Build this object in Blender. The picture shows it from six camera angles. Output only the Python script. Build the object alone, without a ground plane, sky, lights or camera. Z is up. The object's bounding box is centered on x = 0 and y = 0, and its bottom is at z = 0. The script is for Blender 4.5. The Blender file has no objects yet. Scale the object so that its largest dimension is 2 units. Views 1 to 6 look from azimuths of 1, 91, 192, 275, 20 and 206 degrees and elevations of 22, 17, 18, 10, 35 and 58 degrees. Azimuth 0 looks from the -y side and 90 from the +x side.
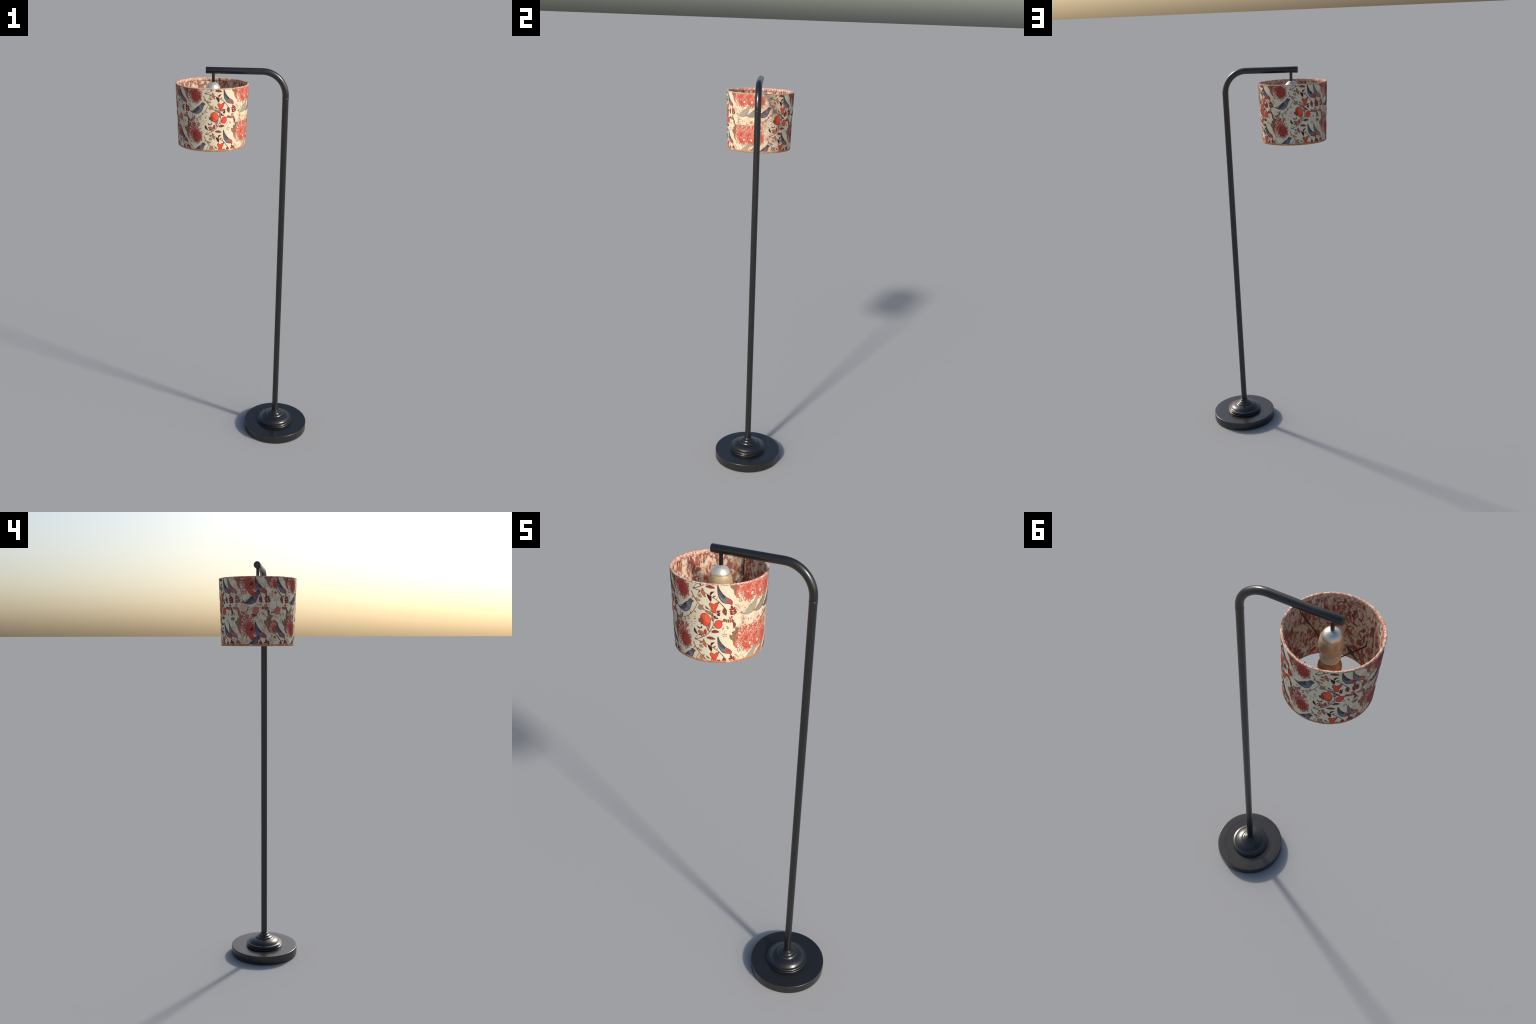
"""Arched floor lamp: black metal stand, drum shade with a bird-and-flower fabric print."""
import bpy, bmesh, math, random
from mathutils import Vector

# ------------------------------------------------------------------ sizes (metres)
POLE_X = 0.1760            # axis of the upright
BASE_X = 0.1795            # axis of the foot
ARM_Z = 1.9845
TUBE_R = 0.0153
BEND_R = 0.114
ARM_END = -0.2080
STEM_X = -0.1725
SHADE_X = -0.1778
Z_TOP, R_TOP = 1.9255, 0.1749
Z_BOT, R_BOT = 1.6280, 0.1648
SEG = 288
MM_PER_DEG = 170.0 * math.pi / 180.0      # print coordinates: degrees round the drum -> mm
ROW = 190.0                               # the print repeats every 190 mm of height
PRINT_LO, PRINT_HI = 1637.0, 1922.5       # printed strip between the two hems (mm)


def wall_r(z):
    return R_BOT + (R_TOP - R_BOT) * (z - Z_BOT) / (Z_TOP - Z_BOT)


# ------------------------------------------------------------------ materials
def new_mat(name):
    m = bpy.data.materials.new(name)
    m.use_nodes = True
    nt = m.node_tree
    return m, nt, nt.nodes["Principled BSDF"]


def tinted(name, colour, colour2=None, scale=90.0, rough=0.85, amount=(0.35, 0.65), detail=4.0, spec=0.2, stretch=None):
    """Principled material whose colour wanders between two tones with a noise."""
    m, nt, p = new_mat(name)
    p.inputs["Roughness"].default_value = rough
    p.inputs["Specular IOR Level"].default_value = spec
    c2 = colour2 or tuple(c * 0.72 for c in colour)
    tc = nt.nodes.new("ShaderNodeTexCoord")
    mp = nt.nodes.new("ShaderNodeMapping")
    if stretch:
        mp.inputs["Scale"].default_value = stretch
    nz = nt.nodes.new("ShaderNodeTexNoise")
    nz.inputs["Scale"].default_value = scale
    nz.inputs["Detail"].default_value = detail
    rp = nt.nodes.new("ShaderNodeValToRGB")
    rp.color_ramp.elements[0].position, rp.color_ramp.elements[1].position = amount
    rp.color_ramp.elements[0].color = (*c2, 1)
    rp.color_ramp.elements[1].color = (*colour, 1)
    nt.links.new(tc.outputs["Object"], mp.inputs["Vector"])
    nt.links.new(mp.outputs["Vector"], nz.inputs["Vector"])
    nt.links.new(nz.outputs["Fac"], rp.inputs["Fac"])
    nt.links.new(rp.outputs["Color"], p.inputs["Base Color"])
    return m


def mix_layer(nt, base_socket, colour, scale, lo, hi, offset, stretch=(1, 1, 1), detail=3.0, distort=0.0, strength=1.0):
    """Lay noise patches of one colour over a colour socket; returns the new colour socket."""
    tc = nt.nodes.new("ShaderNodeTexCoord")
    mp = nt.nodes.new("ShaderNodeMapping")
    mp.inputs["Location"].default_value = offset
    mp.inputs["Scale"].default_value = stretch
    nz = nt.nodes.new("ShaderNodeTexNoise")
    nz.inputs["Scale"].default_value = scale
    nz.inputs["Detail"].default_value = detail
    nz.inputs["Distortion"].default_value = distort
    mr = nt.nodes.new("ShaderNodeMapRange")
    mr.inputs["From Min"].default_value = lo
    mr.inputs["From Max"].default_value = hi
    mr.inputs["To Max"].default_value = strength
    mx = nt.nodes.new("ShaderNodeMix")
    mx.data_type = 'RGBA'
    nt.links.new(tc.outputs["Object"], mp.inputs["Vector"])
    nt.links.new(mp.outputs["Vector"], nz.inputs["Vector"])
    nt.links.new(nz.outputs["Fac"], mr.inputs["Value"])
    nt.links.new(mr.outputs["Result"], mx.inputs["Factor"])
    nt.links.new(base_socket, mx.inputs["A"])
    mx.inputs["B"].default_value = (*colour, 1)
    return mx.outputs["Result"]


def rgb(nt, colour):
    n = nt.nodes.new("ShaderNodeRGB")
    n.outputs[0].default_value = (*colour, 1)
    return n.outputs[0]


CREAM = (0.71, 0.63, 0.455)


def fabric_material():
    m, nt, p = new_mat("cream_fabric")
    p.inputs["Roughness"].default_value = 0.9
    p.inputs["Specular IOR Level"].default_value = 0.15
    c = rgb(nt, CREAM)
    c = mix_layer(nt, c, (0.70, 0.60, 0.46), 14, 0.48, 0.72, (3, 1, 2))
    c = mix_layer(nt, c, (0.66, 0.44, 0.33), 26, 0.60, 0.74, (7, 2, 5), strength=0.5)
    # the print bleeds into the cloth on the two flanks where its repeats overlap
    tcm = nt.nodes.new("ShaderNodeTexCoord")
    sep = nt.nodes.new("ShaderNodeSeparateXYZ")
    ab = nt.nodes.new("ShaderNodeMath")
    ab.operation = 'ABSOLUTE'
    flank = nt.nodes.new("ShaderNodeMapRange")
    flank.inputs["From Min"].default_value = 0.105
    flank.inputs["From Max"].default_value = 0.155
    nt.links.new(tcm.outputs["Object"], sep.inputs["Vector"])
    nt.links.new(sep.outputs["X"], ab.inputs[0])
    nt.links.new(ab.outputs[0], flank.inputs["Value"])
    b = mix_layer(nt, c, (0.65, 0.44, 0.32), 22, 0.44, 0.60, (2, 9, 4), (1, 1, 1.4), 4, 0.8, 0.75)
    b = mix_layer(nt, b, (0.50, 0.36, 0.23), 34, 0.52, 0.62, (8, 1, 3), (1, 1, 1.2), 4, 1.2, 0.7)
    b = mix_layer(nt, b, (0.46, 0.15, 0.10), 48, 0.57, 0.64, (4, 4, 9), (1, 1, 1.2), 4, 1.2, 0.7)
    fm = nt.nodes.new("ShaderNodeMix")
    fm.data_type = 'RGBA'
    nt.links.new(flank.outputs["Result"], fm.inputs["Factor"])
    nt.links.new(c, fm.inputs["A"])
    nt.links.new(b, fm.inputs["B"])
    c = fm.outputs["Result"]
    # fine weave
    tc = nt.nodes.new("ShaderNodeTexCoord")
    nz = nt.nodes.new("ShaderNodeTexNoise")
    nz.inputs["Scale"].default_value = 900
    bp = nt.nodes.new("ShaderNodeBump")
    bp.inputs["Strength"].default_value = 0.12
    bp.inputs["Distance"].default_value = 0.0005
    nt.links.new(tc.outputs["Object"], nz.inputs["Vector"])
    nt.links.new(nz.outputs["Fac"], bp.inputs["Height"])
    nt.links.new(bp.outputs["Normal"], p.inputs["Normal"])
    nt.links.new(c, p.inputs["Base Color"])
    return m


def lining_material():
    """Inside of the drum: the print seen through, as blurred red and brown patches."""
    m, nt, p = new_mat("printed_lining")
    p.inputs["Roughness"].default_value = 0.9
    p.inputs["Specular IOR Level"].default_value = 0.15
    c = rgb(nt, (0.68, 0.55, 0.40))
    c = mix_layer(nt, c, (0.46, 0.26, 0.16), 30, 0.46, 0.58, (1, 4, 2), (1, 1, 0.6), 2, 0.6, 0.85)
    c = mix_layer(nt, c, (0.32, 0.07, 0.05), 44, 0.485, 0.555, (5, 1, 7), (1, 1, 0.55), 3, 1.0, 0.9)
    c = mix_layer(nt, c, (0.19, 0.06, 0.05), 56, 0.55, 0.61, (2, 8, 3), (1, 1, 0.6), 3, 1.0, 0.85)
    c = mix_layer(nt, c, (0.15, 0.12, 0.13), 60, 0.63, 0.68, (9, 3, 1), (1, 1, 0.7), 3, 0.8, 0.8)
    c = mix_layer(nt, c, (0.66, 0.55, 0.42), 62, 0.56, 0.62, (3, 3, 8), (1, 1, 0.6), 3, 1.0, 0.85)
    nt.links.new(c, p.inputs["Base Color"])
    return m


def hem_material(name, base, spots, scale):
    m, nt, p = new_mat(name)
    p.inputs["Roughness"].default_value = 0.9
    p.inputs["Specular IOR Level"].default_value = 0.15
    c = rgb(nt, base)
    for i, (col, lo, hi) in enumerate(spots):
        c = mix_layer(nt, c, col, scale * (1 + 0.3 * i), lo, hi, (i * 3.1, 5 - i, i), (1, 1, 0.8), 3, 0.5, 0.9)
    nt.links.new(c, p.inputs["Base Color"])
    return m


def metal_paint():
    m, nt, p = new_mat("black_painted_metal")
    p.inputs["Metallic"].default_value = 0.0
    p.inputs["Specular IOR Level"].default_value = 0.75
    tc = nt.nodes.new("ShaderNodeTexCoord")
    nz = nt.nodes.new("ShaderNodeTexNoise")
    nz.inputs["Scale"].default_value = 12
    nz.inputs["Detail"].default_value = 5
    rp = nt.nodes.new("ShaderNodeValToRGB")
    rp.color_ramp.elements[0].color = (0.0065, 0.0065, 0.0068, 1)
    rp.color_ramp.elements[1].color = (0.0100, 0.0098, 0.0095, 1)
    mr = nt.nodes.new("ShaderNodeMapRange")
    mr.inputs["To Min"].default_value = 0.25
    mr.inputs["To Max"].default_value = 0.32
    nt.links.new(tc.outputs["Object"], nz.inputs["Vector"])
    nt.links.new(nz.outputs["Fac"], rp.inputs["Fac"])
    nt.links.new(rp.outputs["Color"], p.inputs["Base Color"])
    nt.links.new(nz.outputs["Fac"], mr.inputs["Value"])
    nt.links.new(mr.outputs["Result"], p.inputs["Roughness"])
    return m


def metal(name, colour, colour2, rough, scale, metallic=1.0):
    m = tinted(name, colour, colour2, scale, rough, (0.35, 0.65), 5, 0.5)
    m.node_tree.nodes["Principled BSDF"].inputs["Metallic"].default_value = metallic
    return m


BLACK = metal_paint()
SILVER = metal("polished_nickel", (0.80, 0.77, 0.66), (0.70, 0.67, 0.55), 0.33, 40, 0.65)
GOLD = metal("aged_gold_glass", (0.62, 0.45, 0.25), (0.43, 0.33, 0.19), 0.42, 60, 0.15)
FROST = metal("frosted_band", (0.68, 0.64, 0.52), (0.58, 0.53, 0.40), 0.36, 40, 0.1)
AMBER = metal("amber_bulb_glass", (0.58, 0.36, 0.16), (0.42, 0.25, 0.11), 0.32, 60, 0.2)
FABRIC = fabric_material()
LINING = lining_material()
TOP_HEM = hem_material("pink_hem_cloth", (0.60, 0.37, 0.28),
                       [((0.71, 0.62, 0.48), 0.5, 0.58), ((0.46, 0.11, 0.085), 0.52, 0.60), ((0.26, 0.16, 0.14), 0.58, 0.66)], 105)
LOW_HEM = hem_material("orange_hem_cloth", (0.46, 0.20, 0.095),
                       [((0.62, 0.40, 0.23), 0.52, 0.62), ((0.50, 0.13, 0.05), 0.55, 0.64), ((0.30, 0.17, 0.08), 0.62, 0.70)], 70)

INK = {   # printed colours: (main tone, second tone)
    "outline": ((0.035, 0.016, 0.018), None),
    "stem": ((0.150, 0.052, 0.040), (0.09, 0.025, 0.024)),
    "twig": ((0.060, 0.035, 0.035), None),
    "red": ((0.430, 0.075, 0.055), (0.33, 0.045, 0.036)),
    "dark_red": ((0.265, 0.036, 0.031), None),
    "rust": ((0.420, 0.110, 0.080), (0.34, 0.07, 0.055)),
    "salmon": ((0.560, 0.150, 0.095), (0.50, 0.085, 0.055)),
    "orange_red": ((0.740, 0.100, 0.052), (0.66, 0.065, 0.036)),
    "orange": ((0.800, 0.160, 0.070), (0.76, 0.090, 0.040)),
    "blue": ((0.200, 0.205, 0.275), (0.120, 0.122, 0.165)),
    "mauve": ((0.200, 0.155, 0.200), (0.12, 0.075, 0.10)),
    "slate": ((0.115, 0.115, 0.098), (0.06, 0.06, 0.062)),
    "brown_grey": ((0.170, 0.130, 0.105), (0.11, 0.075, 0.07)),
    "crimson": ((0.560, 0.080, 0.055), (0.46, 0.055, 0.04)),
    "russet": ((0.300, 0.085, 0.055), (0.21, 0.050, 0.035)),
    "maroon": ((0.115, 0.016, 0.022), None),
    "ochre": ((0.540, 0.200, 0.090), (0.42, 0.130, 0.065)),
    "tan": ((0.440, 0.240, 0.140), (0.34, 0.170, 0.10)),
    "olive": ((0.300, 0.190, 0.110), (0.21, 0.120, 0.07)),
    "beige": ((0.600, 0.470, 0.320), None),
    "blush": ((0.660, 0.420, 0.320), (0.60, 0.33, 0.25)),
    "pale": ((0.740, 0.640, 0.520), (0.68, 0.52, 0.42)),
}
INKS = {}


def fade(c, t):
    return tuple(a + (b - a) * t for a, b in zip(c, CREAM))


def ink(name, faded=0.0):
    key = (name, round(faded, 2))
    if key not in INKS:
        a, b = INK[name]
        b = b or tuple(v * 0.7 for v in a)
        INKS[key] = tinted("print_" + name + ("_faded" if faded else ""), fade(a, faded), fade(b, faded), 160, 0.9, spec=0.15)
    return INKS[key]


# ------------------------------------------------------------------ mesh helpers
ROOT = bpy.data.objects.new("floor_lamp", None)
bpy.context.scene.collection.objects.link(ROOT)
ROOT.location = (BASE_X, 0, 0)
ROOT["label"] = "black arched floor lamp with bird and flower print drum shade"
ROOT["category"] = "floor lamp"


def attach(ob, parent):
    """Parent while keeping the object's world-space placement (no rotations on parents)."""
    ob.parent = parent
    off = Vector((0, 0, 0))
    q = parent
    while q is not None:
        off += q.location
        q = q.parent
    ob.location = ob.location - off


def finish(name, bm, mats, parent, location=(0, 0, 0), angle=40):
    me = bpy.data.meshes.new(name)
    bmesh.ops.recalc_face_normals(bm, faces=bm.faces)
    bm.to_mesh(me)
    bm.free()
    for m in (mats if isinstance(mats, (list, tuple)) else [mats]):
        me.materials.append(m)
    me.polygons.foreach_set("use_smooth", [True] * len(me.polygons))
    me.set_sharp_from_angle(angle=math.radians(angle))
    ob = bpy.data.objects.new(name, me)
    bpy.context.scene.collection.objects.link(ob)
    ob.location = location
    attach(ob, parent)
    return ob


def catmull(pts, n=8, closed=False):
    P = [Vector(p) for p in pts]
    out = []
    m = len(P)
    for i in range(m if closed else m - 1):
        if closed:
            a, b, c, d = P[(i - 1) % m], P[i], P[(i + 1) % m], P[(i + 2) % m]
        else:
            b, c = P[i], P[i + 1]
            a = P[i - 1] if i else b * 2 - c
            d = P[i + 2] if i + 2 < m else c * 2 - b
        for k in range(n):
            t = k / n
            out.append(0.5 * ((2 * b) + (c - a) * t + (2 * a - 5 * b + 4 * c - d) * t * t + (3 * b - a - 3 * c + d) * t ** 3))
    if not closed:
        out.append(P[-1].copy())
    return out


def lathe(profile, seg=96):
    """Revolve (radius, z) points round z; zero radii become poles."""
    bm = bmesh.new()
    rings = []
    for r, z in profile:
        if r < 1e-6:
            rings.append([bm.verts.new((0, 0, z))])
        else:
            rings.append([bm.verts.new((r * math.cos(2 * math.pi * i / seg), r * math.sin(2 * math.pi * i / seg), z)) for i in range(seg)])
    for a, b in zip(rings, rings[1:]):
        for i in range(seg):
            j = (i + 1) % seg
            if len(a) == 1 and len(b) == 1:
                continue
            if len(a) == 1:
                bm.faces.new((a[0], b[i], b[j]))
            elif len(b) == 1:
                bm.faces.new((a[i], a[j], b[0]))
            else:
                bm.faces.new((a[i], a[j], b[j], b[i]))
    return bm


def tube(path, radius, seg=32, cap=True, bevel=0.0):
    """Sweep a circle along a path of points; ends capped with a small chamfer."""
    bm = bmesh.new()
    P = [Vector(p) for p in path]
    radii = [radius] * len(P)
    if bevel:
        d0, d1 = (P[1] - P[0]).normalized(), (P[-1] - P[-2]).normalized()
        P = [P[0], P[0] + d0 * bevel * 0.3, P[0] + d0 * bevel] + P[1:-1] + [P[-1] - d1 * bevel, P[-1] - d1 * bevel * 0.3, P[-1]]
        radii = [radius - bevel, radius - bevel * 0.3, radius] + [radius] * (len(P) - 6) + [radius, radius - bevel * 0.3, radius - bevel]
    tang = []
    for i in range(len(P)):
        t = P[min(i + 1, len(P) - 1)] - P[max(i - 1, 0)]
        tang.append(t.normalized())
    ref = Vector((0, 1, 0)) if abs(tang[0].y) < 0.9 else Vector((1, 0, 0))
    rings = []
    for p, t, r in zip(P, tang, radii):
        u = t.cross(ref).normalized()
        ref2 = u.cross(t).normalized()
        rings.append([bm.verts.new(p + r * (math.cos(2 * math.pi * k / seg) * u + math.sin(2 * math.pi * k / seg) * ref2)) for k in range(seg)])
        ref = ref2
    for a, b in zip(rings, rings[1:]):
        for k in range(seg):
            bm.faces.new((a[k], a[(k + 1) % seg], b[(k + 1) % seg], b[k]))
    if cap:
        bm.faces.new(rings[0])
        bm.faces.new(rings[-1])
    return bm


# ------------------------------------------------------------------ stand
foot = [(0, 0.0), (0.1700, 0.0), (0.1720, 0.0006), (0.1731, 0.0024), (0.1732, 0.0034), (0.1732, 0.0398), (0.1732, 0.0408), (0.1728, 0.0424), (0.1718, 0.0434),
        (0.1702, 0.0438), (0.1695, 0.04382), (0.1345, 0.04382), (0.1325, 0.04378), (0.1300, 0.04362), (0.1280, 0.0436), (0.1000, 0.0436), (0.0, 0.0436)]
finish("base", lathe(foot, 160), BLACK, ROOT, (BASE_X, 0, 0), 50)

cap = [(0, 0.0420), (0.0900, 0.0420), (0.0932, 0.0434), (0.0945, 0.0458), (0.0942, 0.0482), (0.0925, 0.0496), (0.0888, 0.0502),
       (0.0858, 0.0510), (0.0850, 0.0535), (0.0855, 0.0572), (0.0885, 0.0584), (0.0915, 0.0588), (0.0928, 0.0602), (0.0924, 0.0620), (0.0900, 0.0632),
       (0.0850, 0.0638), (0.0822, 0.0648), (0.0805, 0.0670), (0.0770, 0.0708), (0.0715, 0.0752), (0.0640, 0.0792), (0.0560, 0.0822),
       (0.0495, 0.0840), (0.0455, 0.0852), (0.0437, 0.0872), (0.0425, 0.0898), (0.0390, 0.0918), (0.0350, 0.0930), (0.0320, 0.0938),
       (0.0308, 0.0958), (0.0298, 0.0985), (0.0272, 0.1000), (0.0240, 0.1010), (0.0216, 0.1020), (0.0203, 0.1036), (0.0202, 0.1055),
       (0.0203, 0.1085), (0.0198, 0.1102), (0.0182, 0.1112), (0.0120, 0.1114), (0, 0.1114)]
finish("base_cap", lathe(cap, 128), BLACK, ROOT, (POLE_X + 0.0010, 0, 0), 60)

finish("pole", tube([(0, 0, 0.100), (0, 0, 0.6), (0, 0, 1.2), (0, 0, 1.857)], TUBE_R + 0.0001, 48), BLACK, ROOT, (POLE_X, 0, 0))
ring = [(TUBE_R - 0.002, -0.0022), (TUBE_R + 0.0004, -0.0022), (TUBE_R + 0.0010, -0.0014), (TUBE_R + 0.0010, 0.0012), (TUBE_R + 0.0003, 0.0022), (TUBE_R - 0.002, 0.0022)]
finish("joint_ring", lathe(ring, 64), BLACK, ROOT, (POLE_X, 0, 1.8580))

path = [Vector((POLE_X, 0, 1.857)), Vector((POLE_X, 0, 1.866))]
for i in range(0, 33):
    a = math.pi / 2 * i / 32
    path.append(Vector((POLE_X - BEND_R + BEND_R * math.cos(a), 0, ARM_Z - BEND_R + BEND_R * math.sin(a))))
path += [Vector((0.0, 0, ARM_Z)), Vector((-0.1, 0, ARM_Z)), Vector((ARM_END, 0, ARM_Z))]
for p in path:
    p.x -= 0
finish("arm", tube(path, TUBE_R + 0.0004, 48, True, 0.0012), BLACK, ROOT, (0, 0, 0), 50)

# ------------------------------------------------------------------ hanging stem, socket, bulb
finish("stem", tube([(0, 0, 1.9240), (0, 0, 1.95), (0, 0, 1.9720)], 0.0073, 32), BLACK, ROOT, (STEM_X, 0, 0))
SOCK_X = -0.1735
socket_cap = [(0, 1.9295), (0.008, 1.9292), (0.014, 1.9272), (0.0205, 1.9236), (0.0265, 1.9184), (0.0312, 1.9122), (0.0346, 1.9050),
              (0.0362, 1.8995), (0.0355, 1.8970), (0, 1.897)]
finish("socket_cap", lathe(socket_cap, 64), SILVER, ROOT, (SOCK_X, 0, 0), 40)
socket_body = [(0, 1.9000), (0.0356, 1.9000), (0.0388, 1.8930), (0.0413, 1.8840), (0.0430, 1.8740), (0.0437, 1.8640), (0.0434, 1.8550), (0.0422, 1.8460),
               (0.0402, 1.8370), (0.0376, 1.8290), (0.0352, 1.8240), (0, 1.8240)]
finish("socket_body", lathe(socket_body, 64), GOLD, ROOT, (SOCK_X, 0, 0), 40)
sleeve = [(0, 1.8250), (0.0352, 1.8250), (0.0366, 1.8200), (0.0376, 1.8100), (0.0375, 1.8000), (0.0364, 1.7920), (0.0338, 1.7850),
          (0.0294, 1.7795), (0.0224, 1.7760), (0, 1.7750)]
finish("socket_sleeve", lathe(sleeve, 64), FROST, ROOT, (SOCK_X - 0.0015, 0, 0), 40)
bulb = [(0.016, 1.7790), (0.020, 1.7780)]
for i in range(1, 16):
    a = math.radians(48 - i * 138 / 15)
    bulb.append((max(0.0432 * math.cos(a), 0), 1.7440 + 0.0432 * math.sin(a)))
bulb[-1] = (0, bulb[-1][1])
finish("bulb", lathe(bulb, 64), AMBER, ROOT, (SOCK_X - 0.003, 0, 0), 40)

# ------------------------------------------------------------------ lampshade
T = 0.0060    # wall thickness
body = [(wall_r(Z_BOT) - T, Z_BOT + 0.001), (wall_r(Z_BOT), Z_BOT + 0.001)]
for i in range(1, 13):
    z = Z_BOT + 0.001 + (Z_TOP - Z_BOT - 0.003) * i / 12
    body.append((wall_r(z), z))
body.append((wall_r(Z_TOP - 0.002) - T * 0.6, Z_TOP - 0.002))
shade = finish("lampshade", lathe(body, SEG), FABRIC, ROOT, (SHADE_X, 0, 0), 40)

lin = []
for i in range(0, 13):
    z = Z_BOT + 0.002 + (Z_TOP - Z_BOT - 0.006) * i / 12
    lin.append((wall_r(z) - T, z))
finish("lining", lathe(lin, SEG), LINING, shade, (SHADE_X, 0, 0), 40)

hem_h = 0.0150
top_hem = [(wall_r(Z_TOP - 0.0040) + 0.0004, Z_TOP - 0.0040), (wall_r(Z_TOP) + 0.0008, Z_TOP - 0.0026), (wall_r(Z_TOP) + 0.0004, Z_TOP - 0.0010),
           (R_TOP - 0.0014, Z_TOP), (R_TOP - 0.0055, Z_TOP), (R_TOP - 0.0080, Z_TOP - 0.0012), (R_TOP - 0.0092, Z_TOP - 0.0035),
           (wall_r(Z_TOP - hem_h) - 0.0094, Z_TOP - hem_h + 0.002), (wall_r(Z_TOP - hem_h) - 0.0085, Z_TOP - hem_h), (wall_r(Z_TOP - hem_h) - T, Z_TOP - hem_h)]


def uneven(bm, amount, seed):
    """Small hand-sewn waviness."""
    rnd = random.Random(seed)
    ph = [(rnd.uniform(0, 6.28), rnd.randint(9, 60), rnd.uniform(0.3, 1)) for _ in range(9)]
    for v in bm.verts:
        a = math.atan2(v.co.y, v.co.x)
        d = sum(w * math.sin(k * a + p) for p, k, w in ph) / 9
        r = math.hypot(v.co.x, v.co.y)
        v.co.x *= 1 + amount * d / r
        v.co.y *= 1 + amount * d / r
        v.co.z += amount * 0.6 * sum(w * math.sin(k * a + 2 * p) for p, k, w in ph) / 9
    return bm


finish("top_hem", uneven(lathe(top_hem, SEG), 0.0010, 3), TOP_HEM, shade, (SHADE_X, 0, 0), 60)
low_hem = [(R_BOT - T - 0.0006, Z_BOT + 0.0100), (R_BOT - T - 0.0008, Z_BOT + 0.0020), (R_BOT - T, Z_BOT + 0.0002), (R_BOT - 0.0005, Z_BOT),
           (R_BOT + 0.0008, Z_BOT + 0.0008), (R_BOT + 0.0011, Z_BOT + 0.0025), (wall_r(Z_BOT + 0.009) + 0.0011, Z_BOT + 0.0080), (wall_r(Z_BOT + 0.0092) + 0.0002, Z_BOT + 0.0092)]
finish("bottom_hem", uneven(lathe(low_hem, SEG), 0.0010, 8), LOW_HEM, shade, (SHADE_X, 0, 0), 60)


def polar(r, deg, z):
    """Point at an angle from +x about the shade axis."""
    return Vector((SHADE_X + r * math.cos(math.radians(deg)), r * math.sin(math.radians(deg)), z))


def rod(pts, r=0.0023):
    finish("support_rod", tube(catmull(pts, 6), r, 12), BLACK, ROOT)


rod([(-0.150, -0.030, 1.800), (-0.103, -0.044, 1.827), (-0.052, -0.060, 1.856), (-0.028, -0.066, 1.870), (-0.0225, -0.0665, 1.882), (-0.0205, -0.0660, 1.912)])
HUB2 = Vector((SOCK_X, 0, 1.764))
rod([HUB2, polar(0.08, -117, 1.754), polar(0.153, -117, 1.742), polar(0.1615, -117, 1.747), polar(0.1625, -117, 1.766)])
rod([polar(0.030, 80, 1.712), polar(0.085, 80, 1.765), polar(0.150, 81, 1.829), polar(0.1605, 81, 1.845), polar(0.1630, 81, 1.880), polar(0.1645, 81, 1.924)])
clip = lathe([(0, -0.003), (0.002, -0.003), (0.002, 0.003), (0, 0.003)], 12)
finish("rod_clip", clip, BLACK, ROOT, tuple(polar(0.1655, 170, 1.9150)))

# ------------------------------------------------------------------ print on the shade
# Motifs are drawn flat in (millimetres round the drum, millimetres of height) and wrapped on the wall.


class Motif:
    made = 0

    def __init__(self, kind, level):
        self.kind, self.level = kind, level
        Motif.made += 1
        self.serial = Motif.made
        self.shapes = []          # (list of polygons, ink, layer)

    def poly(self, pts, colour, layer=0):
        self.shapes.append(([[(p[0], p[1]) for p in pts]], colour, layer))

    def stroke(self, pts, w0, w1, colour, layer=0, n=5, swell=0.0):
        """Tapered brush line; swell thickens its middle."""
        C = catmull([(p[0], p[1], 0) for p in pts], n)
        L, Rr = [], []
        m = len(C) - 1
        for i, c in enumerate(C):
            t = (C[min(i + 1, m)] - C[max(i - 1, 0)])
            t = t.normalized() if t.length > 1e-9 else Vector((1, 0, 0))
            nrm = Vector((-t.y, t.x, 0))
            f = i / m
            w = (w0 + (w1 - w0) * f + swell * math.sin(math.pi * f)) / 2
            L.append(c + nrm * w)
            Rr.append(c - nrm * w)
        quads = []
        for i in range(m):
            quads.append([(L[i].x, L[i].y), (L[i + 1].x, L[i + 1].y), (Rr[i + 1].x, Rr[i + 1].y), (Rr[i].x, Rr[i].y)])
        self.shapes.append((quads, colour, layer))

    def outline(self, pts, w, colour="outline", layer=3):
        self.stroke(list(pts) + [pts[0]], w, w, colour, layer, 1)

    def zrange(self):
        zs = [p[1] for s in self.shapes for q in s[0] for p in q]
        return min(zs), max(zs)

    def centre(self):
        xs = [p[0] for s in self.shapes for q in s[0] for p in q]
        zs = [p[1] for s in self.shapes for q in s[0] for p in q]
        return (min(xs) + max(xs)) / 2, (min(zs) + max(zs)) / 2


def mm(p):
    """(degrees, mm height) -> flat print coordinates."""
    return (p[0] * MM_PER_DEG, p[1])


def blob(pts, n=6):
    return [(v.x, v.y) for v in catmull([(p[0], p[1], 0) for p in pts], n, True)]


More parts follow.
